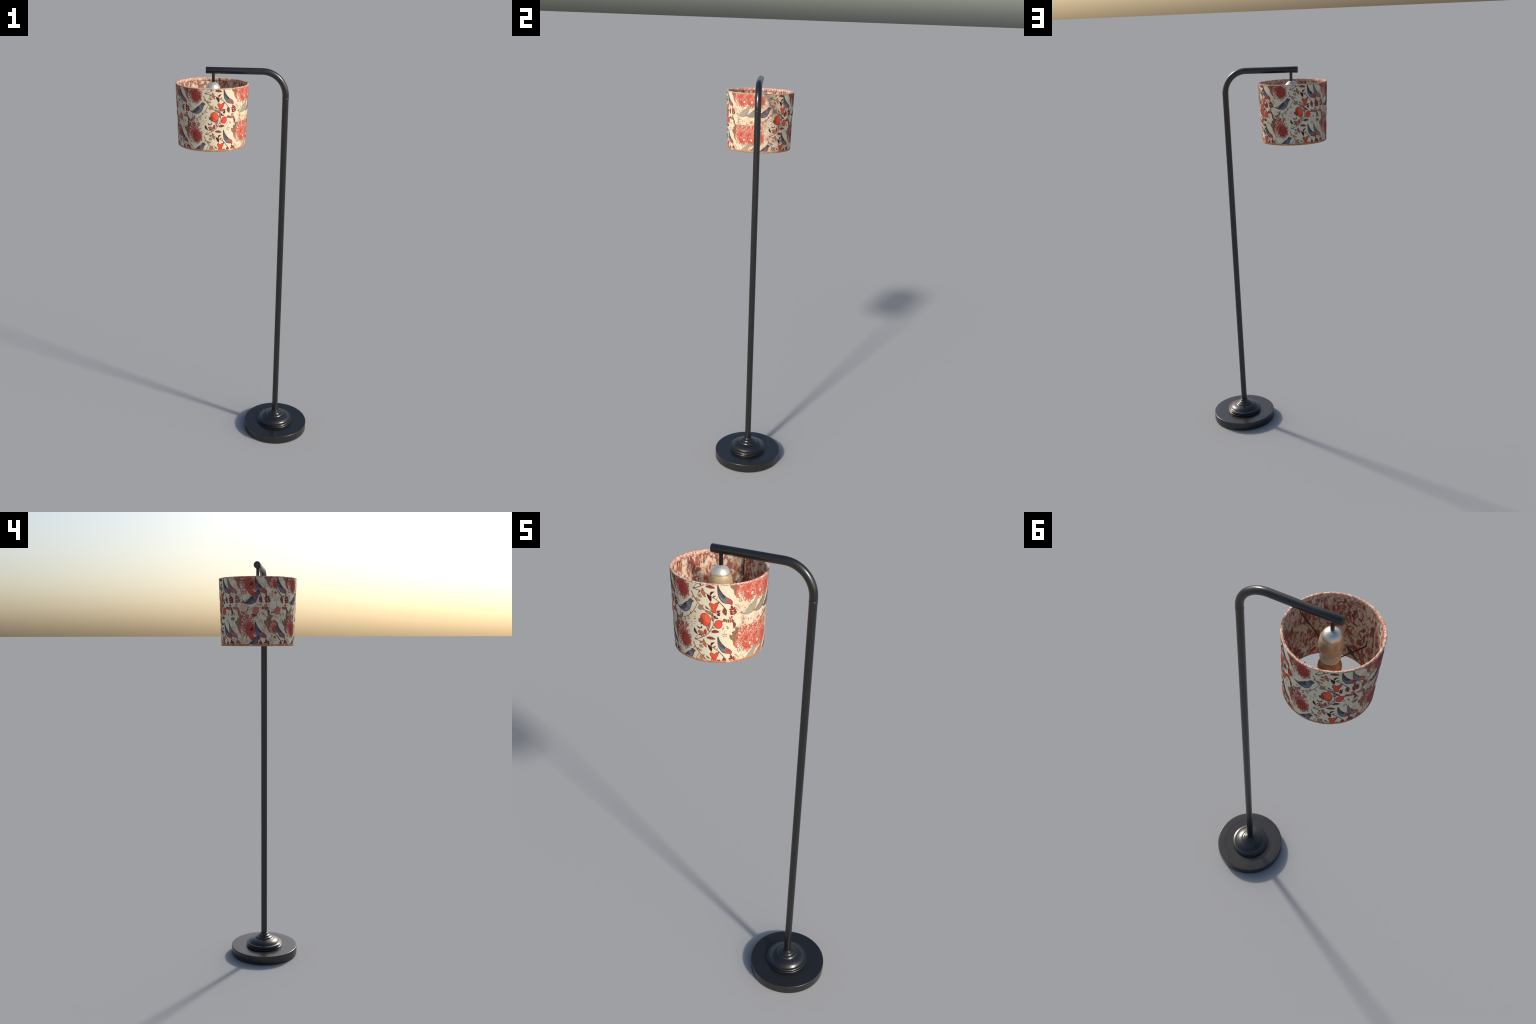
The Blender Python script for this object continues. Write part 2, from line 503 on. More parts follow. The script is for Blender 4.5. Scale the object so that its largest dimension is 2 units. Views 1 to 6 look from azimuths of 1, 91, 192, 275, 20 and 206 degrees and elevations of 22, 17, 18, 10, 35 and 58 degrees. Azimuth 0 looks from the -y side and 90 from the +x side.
def leaf(kind, base, tip, width, colour, bend=0.15, vein="outline", level=2, rim=1.1, asym=0.5):
    """Pointed leaf with an inked rim and a midrib."""
    b, t = Vector(mm(base)), Vector(mm(tip))
    d = t - b
    n = Vector((-d.y, d.x))
    L = d.length
    n.normalize()
    left, right, mid = [], [], []
    N = 9
    for i in range(N + 1):
        f = i / N
        c = b + d * f + n * bend * L * math.sin(math.pi * f)
        w = width * 1.18 * (math.sin(math.pi * f ** 0.85) ** 0.9 if 0 < f < 1 else 0.0)
        left.append(c + n * w * asym)
        right.append(c - n * w * (1 - asym))
        mid.append(c)
    m = Motif(kind, level)
    ring_pts = [(p.x, p.y) for p in left] + [(p.x, p.y) for p in reversed(right[1:-1])]
    m.poly(ring_pts, colour, 0)
    if rim:
        m.outline(ring_pts, rim, vein, 2)
        m.stroke([(p.x, p.y) for p in mid[:-1]], rim, rim * 0.5, vein, 2, 2)
    return m


def branch(pts, w0, w1, colour="stem", level=1):
    m = Motif("printed_branch", level)
    m.stroke([mm(p) for p in pts], w0 * 1.45, w1 * 1.45, colour, 0, 6)
    return m


def sprig(base, tip, n, size, colour, level=2, spread=0.75, stalk="stem", taper=0.6, kind="printed_sprig"):
    """Stalk with paired leaflets and one at the tip."""
    b, t = Vector(mm(base)), Vector(mm(tip))
    d = t - b
    m = Motif(kind, level)
    m.stroke([(b.x, b.y), (t.x, t.y)], 0.7, 0.4, stalk, 0, 4)
    ang = math.atan2(d.y, d.x)
    spots = [(1.0, 0.0, 1.0)]
    for i in range(n):
        f = 0.25 + 0.65 * i / max(n - 1, 1)
        s = 1.0 + (taper - 1.0) * (i / max(n, 1))
        spots += [(f, spread, s), (f, -spread, s)]
    for f, a, s in spots:
        o = b + d * f
        u = Vector((math.cos(ang + a), math.sin(ang + a)))
        v = Vector((-u.y, u.x))
        pts = []
        for k in range(12):
            q = 2 * math.pi * k / 12
            rr = 0.5 - 0.5 * math.cos(q)
            pts.append(o + u * (size * s * rr) + v * (size * s * 0.30 * math.sin(q) * (0.6 + 0.6 * rr)))
        m.poly([(p.x, p.y) for p in pts], colour, 1)
    return m


def perched_bird(pts, head_pts, wing_pts, belly, wing, head, beak, level=3, eye=None):
    """Bird from its outline, head patch and wing patch."""
    m = Motif("printed_bird", level)
    body = blob([mm(p) for p in pts], 4)
    m.poly(body, belly, 0)
    m.poly(blob([mm(p) for p in wing_pts], 4), wing, 1)
    w = [mm(p) for p in wing_pts]
    # feather lines on the wing
    for k in (0.3, 0.55, 0.8):
        a = Vector(w[0]).lerp(Vector(w[-1]), k * 0.6)
        h = len(w) // 2
        c = Vector(w[h]).lerp(Vector(w[h - 1]), k)
        m.stroke([tuple(a.lerp(c, 0.25)), tuple(a.lerp(c, 0.6)), tuple(a.lerp(c, 0.95))], 0.9, 0.7, "outline", 2, 3)
    m.poly(blob([mm(p) for p in head_pts], 4), head, 1)
    m.outline(body, 1.6)
    if eye:
        e = Vector(mm(eye))
        m.poly([(e.x + 0.9 * math.cos(k), e.y + 0.9 * math.sin(k)) for k in [i * 0.785 for i in range(8)]], "outline", 4)
    return m


def bloom(centre, size, seed, red="red", dark="dark_red", under="red", level=1, kind="printed_flower", tall=1.22):
    """Spidery chrysanthemum: a dense ball low on the right, long curling petals above and to the left."""
    rnd = random.Random(seed)
    c = Vector(mm(centre))
    m = Motif(kind, level)

    def at(r, a, ox=0.0, oy=0.0):
        return (c.x + ox * size + r * size * math.cos(a), c.y + (oy * size + r * size * math.sin(a)) * tall)
    ball = [at(0.56 + 0.03 * math.sin(5 * i) + rnd.uniform(-0.04, 0.04), 2 * math.pi * i / 40, 0.16, -0.22) for i in range(40)]
    m.poly(ball, under, 0)
    fan = [at(0.66 + rnd.uniform(-0.12, 0.12), math.radians(62 + 150 * i / 30)) for i in range(31)] + [at(0.2, -0.8)]
    m.poly(fan, under, 0.4)
    # short tongues all round the ball
    for i in range(46):
        a = 2 * math.pi * (i + rnd.uniform(-0.3, 0.3)) / 46
        r0, r1 = 0.42, 0.56 + rnd.uniform(0.06, 0.20)
        k = rnd.choice((-1, 1)) * rnd.uniform(0.05, 0.16)
        m.stroke([at(r0, a, 0.16, -0.22), at((r0 + r1) / 2, a + k * 0.3, 0.16, -0.22), at(r1 * 0.95, a + k, 0.16, -0.22), at(r1, a + 2.2 * k, 0.16, -0.22)],
                 1.6, 1.0, (red, dark)[i % 2], 1 + (i % 2) * 0.5, 3, 0.4)
    # long curling petals above and on the left
    for i in range(34):
        a = math.radians(48 + 175 * (i + rnd.uniform(-0.4, 0.4)) / 33)
        ln = rnd.uniform(0.80, 1.08)
        k = rnd.choice((-1, 1)) * rnd.uniform(0.06, 0.20)
        pts = [at(0.30, a), at(0.60, a + 0.25 * k), at(ln * 0.90, a + 0.8 * k), at(ln, a + 1.5 * k), at(ln * 0.97, a + 2.3 * k), at(ln * 0.90, a + 2.4 * k)]
        m.stroke(pts, 1.3, 1.4, (red, dark, red)[i % 3], 2 + (i % 3) * 0.4, 3, 0.7)
    # cloth showing between petals, and fine dark lines in the ball
    for i in range(34):
        a = math.radians(50 + 175 * (i + rnd.uniform(-0.4, 0.4)) / 33)
        r0 = rnd.uniform(0.34, 0.5)
        m.stroke([at(r0, a), at(r0 + 0.12, a + 0.04), at(r0 + rnd.uniform(0.18, 0.32), a + 0.06)], 0.4, 1.2, ("blush", "pale", "salmon")[i % 3], 3, 3, 0.4)
    for i in range(26):
        a = 2 * math.pi * (i + rnd.uniform(-0.3, 0.3)) / 26
        r0 = rnd.uniform(0.42, 0.50)
        m.stroke([at(r0, a, 0.16, -0.22), at(r0 + 0.06, a + 0.05, 0.16, -0.22), at(r0 + 0.14, a + 0.08, 0.16, -0.22)], 0.3, 1.1, ("pale", "blush")[i % 2], 3, 3, 0.2)
    for i in range(50):
        a = 2 * math.pi * i / 50 + rnd.uniform(-0.05, 0.05)
        r0, r1 = rnd.uniform(0.04, 0.20), rnd.uniform(0.38, 0.54)
        m.stroke([at(r0, a, 0.2, -0.25), at((r0 + r1) / 2, a + 0.07, 0.2, -0.25), at(r1, a + 0.2, 0.2, -0.25)], 0.8, 0.5, dark if i % 3 else "salmon", 3.4, 3)
    m.stroke([at(0.35, 0.9), at(0.10, 1.2), at(0.12, -2.6), at(0.45, -2.2)], 1.6, 1.0, dark, 3.8, 4)
    # hooped petals on the left with the cloth showing through
    m.poly([at(0.11, j * 0.63, -0.66, -0.40) for j in range(10)], "pale", 4)
    for dx, dy, rr, a0, a1 in ((-0.66, -0.40, 0.13, 20, 360), (-0.64, -0.30, 0.26, 40, 230), (-0.62, -0.22, 0.38, 50, 215), (-0.45, -0.68, 0.11, 60, 300)):
        m.stroke([at(rr, math.radians(a0 + (a1 - a0) * j / 8), dx, dy) for j in range(9)], 1.0, 2.2, red, 4.5, 3, 0.6)
    for rr in (0.19, 0.32):
        m.stroke([at(rr, math.radians(60 + 18 * j), -0.64, -0.30) for j in range(8)], 0.5, 0.5, "blush", 4.2, 3, 1.6)
    return m


def broad_leaf(centre, size, colour="olive", level=0.5, flip=1):
    """Lobed olive leaf behind a flower."""
    c = Vector(mm(centre))
    out = [(-0.9, 0.1), (-0.95, 0.75), (-0.45, 0.6), (-0.3, 1.1), (0.2, 0.85), (0.55, 1.1), (0.75, 0.55), (0.7, 0.0), (0.5, -0.6), (0.15, -1.2), (-0.2, -0.9), (-0.35, -0.3)]
    m = Motif("printed_leaf", level)
    pts = blob([(c.x + flip * x * size * 0.75, c.y + y * size) for x, y in out], 4)
    m.poly(pts, colour, 0)
    for x, y in ((-0.7, 0.5), (-0.1, 0.9), (0.4, 0.8), (0.1, -0.9)):
        m.stroke([(c.x + 0.3 * size * flip, c.y), (c.x + flip * x * 0.4 * size, c.y + y * 0.6 * size), (c.x + flip * x * size * 0.7, c.y + y * size)], 0.5, 0.3, "stem", 1, 3)
    return m


def fruit(centre, rx, rz, tilt, colour, shade_colour, level=3):
    """Pomegranate: round body with a toothed crown on its left."""
    c = Vector(mm(centre))
    m = Motif("printed_fruit", level)

    def at(x, y):
        return (c.x + x * math.cos(tilt) - y * math.sin(tilt), c.y + x * math.sin(tilt) + y * math.cos(tilt))
    rim = [at(rx * math.cos(a) * (1 + 0.04 * math.cos(3 * a)), rz * math.sin(a)) for a in [2 * math.pi * i / 36 for i in range(36)]]
    m.poly(rim, colour, 1)
    m.poly([at(rx * (0.42 + 0.5 * math.cos(a)), rz * (0.12 + 0.72 * math.sin(a))) for a in [2 * math.pi * i / 24 for i in range(24)]], shade_colour, 1.5)
    m.outline(rim, 1.5, "maroon", 2)
    return m, at


# ---- the motifs of one repeat; every group is drawn once and laid round the drum several times
FLOWER, BIRD_LEFT, CENTRE, RIGHT = [], [], [], []

# flower group
FLOWER.append(broad_leaf((-39.6, 1721), 24.0))
FLOWER.append(broad_leaf((-36.0, 1751), 15.0, "olive", 0.6, -1))
FLOWER.append(bloom((-23.9, 1713), 45.0, 11))

# bird standing on the left, with its twig
BIRD_LEFT.append(perched_bird(
    [(-32.6, 1818), (-28.2, 1815), (-24.5, 1822), (-20.7, 1834), (-17.1, 1844), (-13.5, 1850), (-12.3, 1857), (-10.2, 1861), (-8.1, 1858), (-6.2, 1854),
     (-8.2, 1850), (-9.1, 1843), (-10.4, 1832), (-12.7, 1819), (-16.5, 1810), (-20.9, 1807), (-25.4, 1808), (-29.2, 1812)],
    [(-13.2, 1849), (-12.3, 1857), (-10.2, 1860), (-8.2, 1857), (-6.7, 1854), (-8.5, 1850), (-9.3, 1844), (-11.7, 1845)],
    [(-32.1, 1817), (-28.2, 1814), (-24.4, 1822), (-20.5, 1833), (-17.6, 1841), (-15.5, 1836), (-16.4, 1826), (-19.5, 1817), (-24.5, 1810), (-29.0, 1813)],
    "blue", "slate", "brown_grey", "outline", eye=(-9.6, 1854)))
m = Motif("printed_branch", 2)
m.stroke([mm((-18.7, 1809)), mm((-15.7, 1800)), mm((-12.4, 1789))], 0.8, 0.5, "stem", 0)
m.stroke([mm((-12.4, 1816)), mm((-10.2, 1809))], 0.8, 0.5, "stem", 0)
m.stroke([mm((-1.3, 1851)), mm((-3.9, 1834)), mm((-9.0, 1811)), mm((-15.1, 1794)), mm((-22.9, 1782))], 1.1, 1.8, "twig", 1)
BIRD_LEFT.append(m)
BIRD_LEFT.append(leaf("printed_leaf", (-35.7, 1771), (-23.6, 1801), 9.0, "tan", -0.22, "stem", 1))
BIRD_LEFT.append(leaf("printed_leaf", (-32.2, 1769), (-23.6, 1788), 5.0, "beige", -0.10, "stem", 1))
m = Motif("printed_sprig", 1)      # faint seed heads
for q in ((-19.4, 1777), (-15.0, 1781), (-10.0, 1775), (-4.2, 1779), (-5.4, 1798), (-14.7, 1763), (-10.0, 1759), (-17.7, 1769), (-6.7, 1770)):
    a = Vector(mm(q))
    m.poly([(a.x + 2.4 * math.cos(k), a.y + 1.7 * math.sin(k)) for k in [i * 0.9 for i in range(7)]], "tan", 1)
m.stroke([mm((-12.4, 1789)), mm((-10.0, 1775)), mm((-9.6, 1760))], 0.5, 0.4, "beige", 0)
m.stroke([mm((-18.9, 1777)), mm((-12.5, 1773)), mm((-4.6, 1778))], 0.5, 0.4, "beige", 0)
BIRD_LEFT.append(m)

# centre: stems, fruit, trumpet flower
CENTRE.append(branch([(-8.7, 1890), (-5.5, 1871), (-1.2, 1854), (4.6, 1838), (10.2, 1823), (17.1, 1808)], 1.6, 1.0))
CENTRE.append(branch([(15.3, 1838), (16.2, 1821), (17.5, 1802), (17.1, 1788), (17.2, 1776), (13.6, 1752), (7.9, 1733), (0.6, 1720), (-6.5, 1712)], 0.9, 1.6))
CENTRE.append(branch([(13.4, 1802), (17.1, 1790)], 0.8, 1.0))
CENTRE.append(branch([(17.2, 1774), (19.3, 1780)], 0.9, 0.8))
CENTRE.append(branch([(-6.5, 1712), (-3.1, 1726), (-1.1, 1732)], 0.9, 0.7))
CENTRE.append(branch([(-6.5, 1712), (4.6, 1706), (12.1, 1696), (19.7, 1683), (24.2, 1672), (27.9, 1659), (32.8, 1640)], 1.4, 1.3))
CENTRE.append(branch([(0.6, 1744), (0.8, 1759), (-0.2, 1761)], 0.6, 0.6))
fr, at = fruit((8.0, 1794), 17.5, 23.5, 0.22, "orange_red", "orange")
crown = [at(-12, -14), at(-20, -16), at(-19, -9), at(-26, -7), at(-21, -2), at(-25, 5), at(-17, 5), at(-14, 12), at(-10, 4), at(-9, -6)]
fr.poly(crown, "russet", 2.5)
fr.outline(crown, 1.1, "maroon", 3)
CENTRE.append(fr)
pear = blob([mm(q) for q in ((29.3, 1792), (26.9, 1786), (27.7, 1778), (25.7, 1766), (22.3, 1764), (19.3, 1769), (18.8, 1780), (20.5, 1791), (23.8, 1795), (26.8, 1792))], 4)
m = Motif("printed_fruit", 3)
m.poly(pear, "orange_red", 1)
m.outline(pear, 1.4, "maroon", 2)
CENTRE.append(m)
trumpet = blob([mm(q) for q in ((13.0, 1856), (15.0, 1858), (18.3, 1853), (21.0, 1860), (22.9, 1852), (21.4, 1842), (20.2, 1833), (20.7, 1822), (18.6, 1822), (17.0, 1823), (16.4, 1836), (13.5, 1846))], 3)
m = Motif("printed_flower", 3)
m.poly(trumpet, "orange_red", 1)
m.outline(trumpet, 1.3, "maroon", 2)
CENTRE.append(m)
L = CENTRE.append
L(leaf("printed_leaf", (9.1, 1726), (19.7, 1722), 8.5, "russet", 0.04))
L(leaf("printed_leaf", (5.1, 1718), (8.9, 1687), 9.0, "ochre", -0.10, "stem"))
L(leaf("printed_leaf", (10.8, 1697), (14.8, 1672), 8.5, "maroon", 0.10))
L(leaf("printed_leaf", (14.2, 1694), (19.2, 1709), 6.0, "maroon", 0.22, "maroon", 2, 0.3))
L(leaf("printed_leaf", (-6.6, 1755), (-2.3, 1733), 6.5, "maroon", -0.12))
L(leaf("printed_leaf", (-2.0, 1746), (6.3, 1731), 11.0, "ochre", 0.12, "stem"))
L(leaf("printed_leaf", (14.8, 1749), (24.4, 1750), 9.5, "russet", 0.08))
L(leaf("printed_leaf", (13.9, 1783), (11.3, 1752), 9.5, "tan", -0.12, "stem"))
L(leaf("printed_leaf", (7.7, 1737), (7.7, 1758), 9.0, "crimson", 0.02, "maroon", 2))
L(leaf("printed_leaf", (-2.2, 1766), (1.4, 1757), 3.8, "maroon", -0.15, "maroon", 2, 0.2))
L(leaf("printed_leaf", (1.0, 1757), (3.4, 1769), 3.8, "maroon", -0.2, "maroon", 2, 0.2))
L(leaf("printed_leaf", (8.2, 1845), (13.5, 1834), 4.8, "russet", -0.15, "stem", 2, 0.2))
L(leaf("printed_leaf", (7.8, 1827), (17.1, 1812), 9.0, "tan", 0.05, "stem"))
L(leaf("printed_leaf", (17.5, 1791), (17.0, 1818), 7.0, "tan", 0.05, "stem"))
L(leaf("printed_leaf", (15.0, 1824), (15.6, 1842), 4.5, "tan", 0.05, "stem", 2, 0.3))
L(sprig((-1.8, 1855), (1.5, 1877), 2, 11.5, "tan", 2, 0.9, "stem", 0.9))
L(sprig((-0.5, 1843), (3.5, 1835), 3, 10.5, "tan", 2, 1.2, "stem", 0.9))
L(sprig((18.3, 1797), (22.8, 1814), 2, 10.5, "maroon", 2, 0.8))
L(sprig((21.1, 1823), (22.8, 1826), 1, 9.0, "dark_red", 2, 0.5))
L(sprig((28.6, 1792), (30.4, 1795), 2, 6.0, "dark_red", 3, 1.1, "dark_red", 1.0))
RIGHT.append(sprig((29.5, 1792), (39.4, 1791), 4, 7.5, "dark_red", 2, 0.9, "dark_red", 1.1))

# right: hanging bird, tip of the branch, red leaf cluster, small seed twigs
RIGHT.append(perched_bird(
    [(22.6, 1922), (24.8, 1906), (28.2, 1891), (32.3, 1879), (36.2, 1872), (38.8, 1864), (39.1, 1857), (38.4, 1850), (36.4, 1855), (32.1, 1857),
     (28.0, 1862), (25.0, 1874), (23.2, 1887), (22.5, 1906)],
    [(32.5, 1871), (35.1, 1874), (37.8, 1868), (38.8, 1861), (37.3, 1856), (34.3, 1857), (32.3, 1861)],
    [(22.8, 1920), (24.8, 1905), (27.8, 1891), (30.9, 1881), (30.6, 1874), (27.5, 1877), (24.5, 1887), (22.9, 1901)],
    "blue", "slate", "crimson", "outline", eye=(36.9, 1863)))
RIGHT.append(branch([(22.9, 1866), (25.9, 1856), (29.0, 1846), (30.9, 1836)], 1.4, 1.2, "stem"))
RIGHT.append(branch([(20.9, 1871), (22.9, 1880)], 0.7, 0.7, "stem"))
RIGHT.append(leaf("printed_leaf", (30.0, 1841), (32.0, 1812), 11.5, "russet", -0.06))
RIGHT.append(sprig((41.9, 1808), (39.4, 1834), 3, 14.5, "dark_red", 2, 1.0, "dark_red", 0.8))
RIGHT.append(branch([(44.2, 1814), (49.2, 1818), (54.1, 1821), (58.0, 1827)], 0.7, 0.5, "twig"))
m = Motif("printed_sprig", 2)
for a, b in (((28.0, 1758), (29.3, 1768)), ((32.0, 1769), (34.3, 1770)), ((33.0, 1762), (35.5, 1762)), ((33.4, 1765), (35.3, 1766)), ((27.7, 1738), (29.5, 1741)), ((31.3, 1742), (33.2, 1738)), ((29.1, 1730), (30.2, 1734)), ((31.7, 1733), (32.8, 1730))):
    m.stroke([mm(a), mm(((a[0] + b[0]) / 2, (a[1] + b[1]) / 2 + 0.7)), mm(b)], 0.8, 0.8, "maroon", 0, 3, 1.6)
m.stroke([mm((30.5, 1756)), mm((30.4, 1747)), mm((30.5, 1734))], 0.6, 0.5, "stem", 0)
m.stroke([mm((27.7, 1739)), mm((30.5, 1742)), mm((33.2, 1738))], 0.5, 0.5, "stem", 0)
RIGHT.append(m)
RIGHT.append(leaf("printed_leaf", (40.5, 1788), (41.3, 1760), 8.0, "russet", 0.15, "stem"))
RIGHT.append(leaf("printed_leaf", (39.3, 1746), (46.9, 1750), 9.0, "olive", -0.10, "stem", 1))

# small leaves and buds along the stems
for base, tip, w, colour in (((-6.3, 1875), (-8.1, 1866), 3.6, "tan"), ((-4.0, 1864), (-1.2, 1870), 3.4, "tan"), ((3.8, 1840), (6.2, 1848), 4.0, "tan"),
                             ((2.2, 1708), (0.1, 1699), 4.0, "russet"), ((17.1, 1688), (20.5, 1694), 4.0, "russet"), ((23.3, 1673), (22.0, 1664), 4.0, "maroon"),
                             ((13.2, 1751), (10.3, 1756), 4.0, "ochre"), ((3.8, 1726), (2.2, 1737), 4.2, "russet"), ((16.4, 1768), (18.5, 1761), 3.6, "tan"),
                             ((-1.1, 1730), (2.2, 1735), 3.4, "maroon")):
    L(leaf("printed_leaf", base, tip, w, colour, 0.1, "stem", 2, 0.4))
for base, tip, w, colour in (((-6.5, 1818), (-2.9, 1814), 4.0, "tan"), ((-10.7, 1803), (-10.6, 1813), 3.6, "olive"), ((-15.8, 1792), (-13.3, 1781), 4.2, "beige"),
                             ((-19.3, 1784), (-21.2, 1771), 4.6, "tan"), ((-27.0, 1794), (-30.4, 1795), 4.0, "olive"), ((-6.6, 1787), (-3.8, 1791), 3.6, "tan")):
    BIRD_LEFT.append(leaf("printed_leaf", base, tip, w, colour, 0.1, "stem", 1, 0.4))
RIGHT.append(sprig((35.4, 1801), (38.2, 1804), 2, 6.5, "crimson", 2, 0.9, "dark_red", 1.0))
RIGHT.append(leaf("printed_leaf", (41.6, 1852), (49.0, 1830), 5.0, "beige", 0.12, "tan", 1, 0.5))
RIGHT.append(leaf("printed_leaf", (40.7, 1843), (45.7, 1826), 4.0, "beige", 0.12, "tan", 1, 0.5))

MESH_CACHE = {}
COUNT = [0]


def wrap(motif, row, dz_extra, swap, faded, inside=False):
    """Triangulate a motif, clip it to the printed strip, cut it into narrow columns and bend it round the wall."""
    key = (motif.serial, row, dz_extra, tuple(sorted(swap.items())), faded, inside)
    if key in MESH_CACHE:
        return MESH_CACHE[key]
    COUNT[0] += 1
    dz = row * ROW + dz_extra
    lo, hi = motif.zrange()
    if lo + dz > PRINT_HI - 2 or hi + dz < PRINT_LO + 2:
        MESH_CACHE[key] = None
        return None
    names = []
    bm = bmesh.new()
    for polys, colour, layer in motif.shapes:
        colour = swap.get(colour, colour)
        if colour not in names:
            names.append(colour)
        mi = names.index(colour)
        depth = (0.30 + motif.level * 0.16 + layer * 0.022 + (COUNT[0] % 23) * 0.0007)
        for q in polys:
            vs = [bm.verts.new((x, depth, z + dz)) for x, z in q]
            try:
                f = bm.faces.new(vs)
            except ValueError:
                continue
            f.material_index = mi
    bmesh.ops.triangulate(bm, faces=[f for f in bm.faces if len(f.verts) > 4])
    for z, s in ((PRINT_LO, -1), (PRINT_HI, 1)):
        geom = bm.verts[:] + bm.edges[:] + bm.faces[:]
        bmesh.ops.bisect_plane(bm, geom=geom, plane_co=(0, 0, z), plane_no=(0, 0, s), clear_outer=True)
    if not bm.faces:
        bm.free()
        MESH_CACHE[key] = None
        return None
    xs = [v.co.x for v in bm.verts]
    x = math.floor(min(xs) / 5.0) * 5.0 + 5.0
    while x < max(xs):
        geom = bm.verts[:] + bm.edges[:] + bm.faces[:]
        bmesh.ops.bisect_plane(bm, geom=geom, plane_co=(x, 0, 0), plane_no=(1, 0, 0))
        x += 5.0
    for v in bm.verts:
        a = math.radians(v.co.x / MM_PER_DEG)
        z = v.co.z / 1000
        r = wall_r(z) - T - v.co.y / 1000 if inside else wall_r(z) + v.co.y / 1000
        v.co = (r * math.sin(a), -r * math.cos(a), z)
    for f in bm.faces:
        f.normal_update()
        c = f.calc_center_median()
        if (f.normal.x * c.x + f.normal.y * c.y < 0) != inside:
            f.normal_flip()
    me = bpy.data.meshes.new(motif.kind)
    bm.to_mesh(me)
    bm.free()
    me.polygons.foreach_set("use_smooth", [True] * len(me.polygons))
    for n in names:
        me.materials.append(ink(n, faded))
    MESH_CACHE[key] = me
    return me


def lay(group, turn, only=None, swap=None, faded=0.0, dz=0.0, span=None, inside=False):
    """Lay a motif group on the drum, turned by some degrees, in every row that shows."""
    for i, motif in enumerate(group):
        if only is not None and i not in only:
            continue
        if span:
            a = motif.centre()[0] / MM_PER_DEG + turn
            if not span[0] <= a <= span[1]:
                continue
        for row in (-1, 0, 1):
            me = wrap(motif, row, dz, swap or {}, faded, inside)
            if me is None:
                continue
            ob = bpy.data.objects.new(motif.kind, me)
            bpy.context.scene.collection.objects.link(ob)
            ob.location = (SHADE_X, 0, 0)
            attach(ob, shade)
            ob.rotation_euler = (0, 0, math.radians(turn))


WASH = {"red": "salmon", "dark_red": "red"}
RUST = {"red": "rust", "dark_red": "red"}
GREY = {"blue": "brown_grey", "slate": "mauve"}


def ghost_strokes(a0, a1, z0, z1, count, seed, colours, length=(8, 24), level=0.7):
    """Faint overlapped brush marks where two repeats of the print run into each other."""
    rnd = random.Random(seed)
    m = Motif("printed_brushwork", level)
    for i in range(count):
        x, z = rnd.uniform(a0, a1) * MM_PER_DEG, rnd.uniform(z0, z1)
        d, ln = rnd.uniform(0.2, 1.5), rnd.uniform(*length)
        if rnd.random() < 0.35:
            d = math.pi - d
        k = rnd.uniform(-0.5, 0.5)
        pts = [(x, z), (x + ln * 0.5 * math.cos(d), z + ln * 0.5 * math.sin(d)), (x + ln * math.cos(d + k), z + ln * math.sin(d + k))]
        m.stroke(pts, 0.6, 0.5, rnd.choice(colours), (i % 7) * 0.3, 4, rnd.choice((0.3, 0.8, 2.5, 4.0)))
    return m


def pale_fruit(centre, rx, rz, fill="pale"):
    """Washed-out fruit with a dark crescent under it."""
    c = Vector(mm(centre))
    m = Motif("printed_fruit", 1.5)
    m.poly([(c.x + rx * math.cos(a), c.y + rz * math.sin(a)) for a in [2 * math.pi * i / 28 for i in range(28)]], fill, 0)
    m.stroke([(c.x + rx * math.cos(a), c.y + rz * math.sin(a)) for a in [math.radians(200 + 20 * i) for i in range(11)]], 0.6, 0.6, "russet", 1, 3, 1.6)
    return m


# front and back
for turn in (0, 192.2):
    for g in (FLOWER, BIRD_LEFT, CENTRE, RIGHT):
        lay(g, turn)
# +x flank: the repeats overlap
lay(FLOWER, 82, swap=WASH)
lay(FLOWER, 98.5, swap=WASH, only=(2,))
lay(FLOWER, 112, swap=WASH, only=(2,))
lay(BIRD_LEFT, 82, swap=GREY, faded=0.35, only=(0,))
lay(BIRD_LEFT, 99, swap=GREY, faded=0.2, only=(0,))
lay(BIRD_LEFT, 117, swap={"slate": "brown_grey", "blue": "mauve"})
lay(CENTRE, 115, span=(104, 150))
lay(RIGHT, 111)
lay([ghost_strokes(46, 104, 1722, 1800, 90, 4, ("beige", "tan", "tan", "pale", "beige", "ochre", "olive"))], 0)
lay([ghost_strokes(44, 104, 1810, 1850, 40, 9, ("beige", "blush", "salmon", "pale", "tan"), (5, 16))], 0)
lay([ghost_strokes(50, 98, 1858, 1920, 40, 14, ("salmon", "red", "blush", "tan"), (6, 18), 1.4)], 0)
lay([ghost_strokes(104, 150, 1730, 1910, 40, 15, ("beige", "blush", "pale", "tan"), (5, 14), 0.4)], 0)
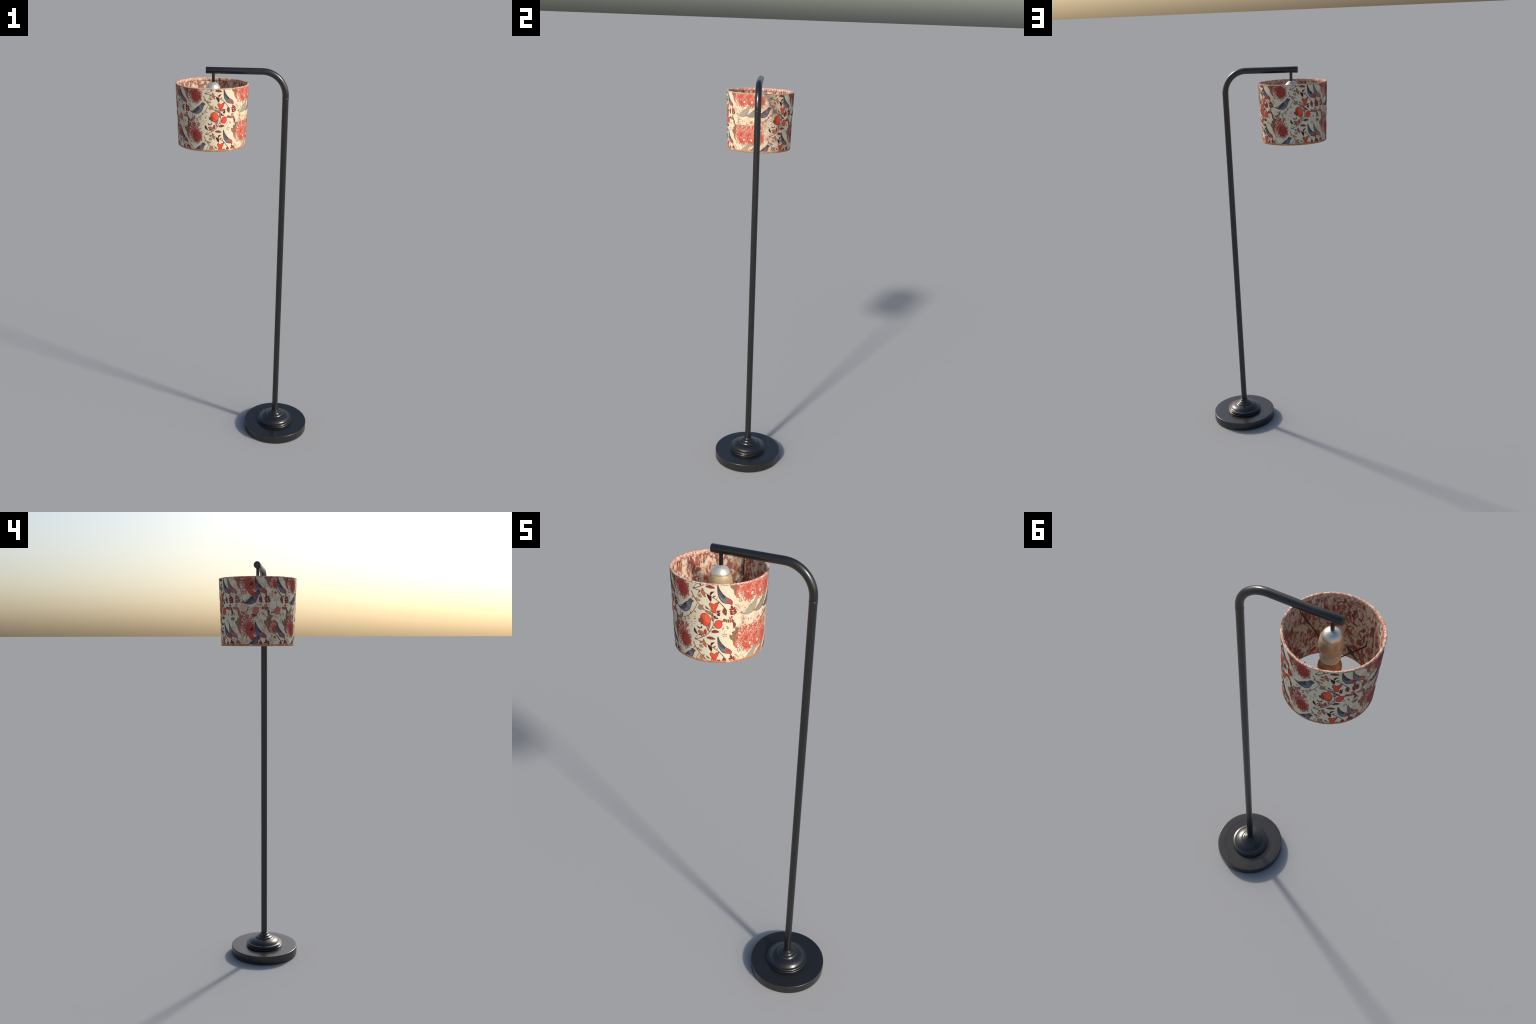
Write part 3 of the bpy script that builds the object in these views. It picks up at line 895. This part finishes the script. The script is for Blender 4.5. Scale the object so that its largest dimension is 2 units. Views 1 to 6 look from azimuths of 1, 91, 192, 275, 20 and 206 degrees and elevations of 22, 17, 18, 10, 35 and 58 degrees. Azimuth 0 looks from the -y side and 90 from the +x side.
# -x flank
lay(RIGHT, -78)
lay(RIGHT, -111)
lay(RIGHT, -156, swap={"blue": "mauve", "slate": "brown_grey"}, faded=0.1)
lay(FLOWER, -75, swap=RUST)
lay(FLOWER, -30, only=(0, 1))
lay(BIRD_LEFT, -75, swap={"blue": "mauve"}, only=(0,))
lay(CENTRE, -78, only=(8,), swap={"orange_red": "crimson"}, faded=0.15)
lay(CENTRE, -111, only=(8,), swap={"orange_red": "crimson"}, faded=0.15)
lay(BIRD_LEFT, -75, only=(2, 3))
lay(BIRD_LEFT, -30, only=(2,))
flank = [bloom((-60.5, 1899), 25.0, 31, "rust", "red", "rust", 1.2),
         pale_fruit((-105.1, 1792), 17, 18, "blush"), pale_fruit((-61.9, 1804), 17, 20), pale_fruit((-32.3, 1798), 13, 21),
         branch([(-98.4, 1892), (-93.8, 1885), (-87.4, 1872), (-82.4, 1857), (-79.7, 1842)], 1.6, 1.2, "dark_red"),
         branch([(-57.7, 1870), (-53.4, 1857), (-49.9, 1844)], 1.0, 0.9, "maroon"),
         branch([(-97.9, 1780), (-91.2, 1794), (-83.8, 1807), (-78.3, 1802)], 0.8, 0.9, "stem"),
         leaf("printed_leaf", (-93.2, 1760), (-85.7, 1761), 11, "russet", 0.05, "stem"),
         leaf("printed_leaf", (-97.1, 1860), (-87.5, 1856), 14, "crimson", -0.2, "dark_red"),
         leaf("printed_leaf", (-96.5, 1885), (-92.4, 1902), 8, "maroon", -0.15, "dark_red", 2, 0.3),
         leaf("printed_leaf", (-60.2, 1854), (-57.7, 1862), 9, "crimson", -0.2, "dark_red"),
         ghost_strokes(-118, -84, 1730, 1905, 46, 21, ("blush", "pale", "tan", "russet", "pale"), (6, 18), 0.6),
         ghost_strokes(-84, -40, 1730, 1905, 46, 22, ("blush", "pale", "tan", "brown_grey", "pale"), (6, 16), 0.6)]
lay(flank, 0)
# a few clear motifs low on the lining
low = [leaf("printed_leaf", (1.7, 1683), (-17.5, 1638), 13, "slate", 0.08, "outline"),
       leaf("printed_leaf", (-6.2, 1693), (-20.5, 1668), 14, "crimson", -0.05, "dark_red"),
       leaf("printed_leaf", (-1.9, 1685), (-18.3, 1659), 6, "pale", 0.0, "stem"),
       leaf("printed_leaf", (50.5, 1646), (41.4, 1664), 13, "crimson", 0.05, "dark_red"),
       leaf("printed_leaf", (68.7, 1636), (60.5, 1651), 12, "mauve", 0.05, "outline"),
       leaf("printed_leaf", (74.4, 1680), (65.2, 1683), 12, "russet", 0.05, "stem")]
for motif in low:
    me = wrap(motif, 0, 0.0, {}, 0.0, True)
    if me is not None:
        ob = bpy.data.objects.new(motif.kind, me)
        bpy.context.scene.collection.objects.link(ob)
        ob.location = (SHADE_X, 0, 0)
        attach(ob, shade)
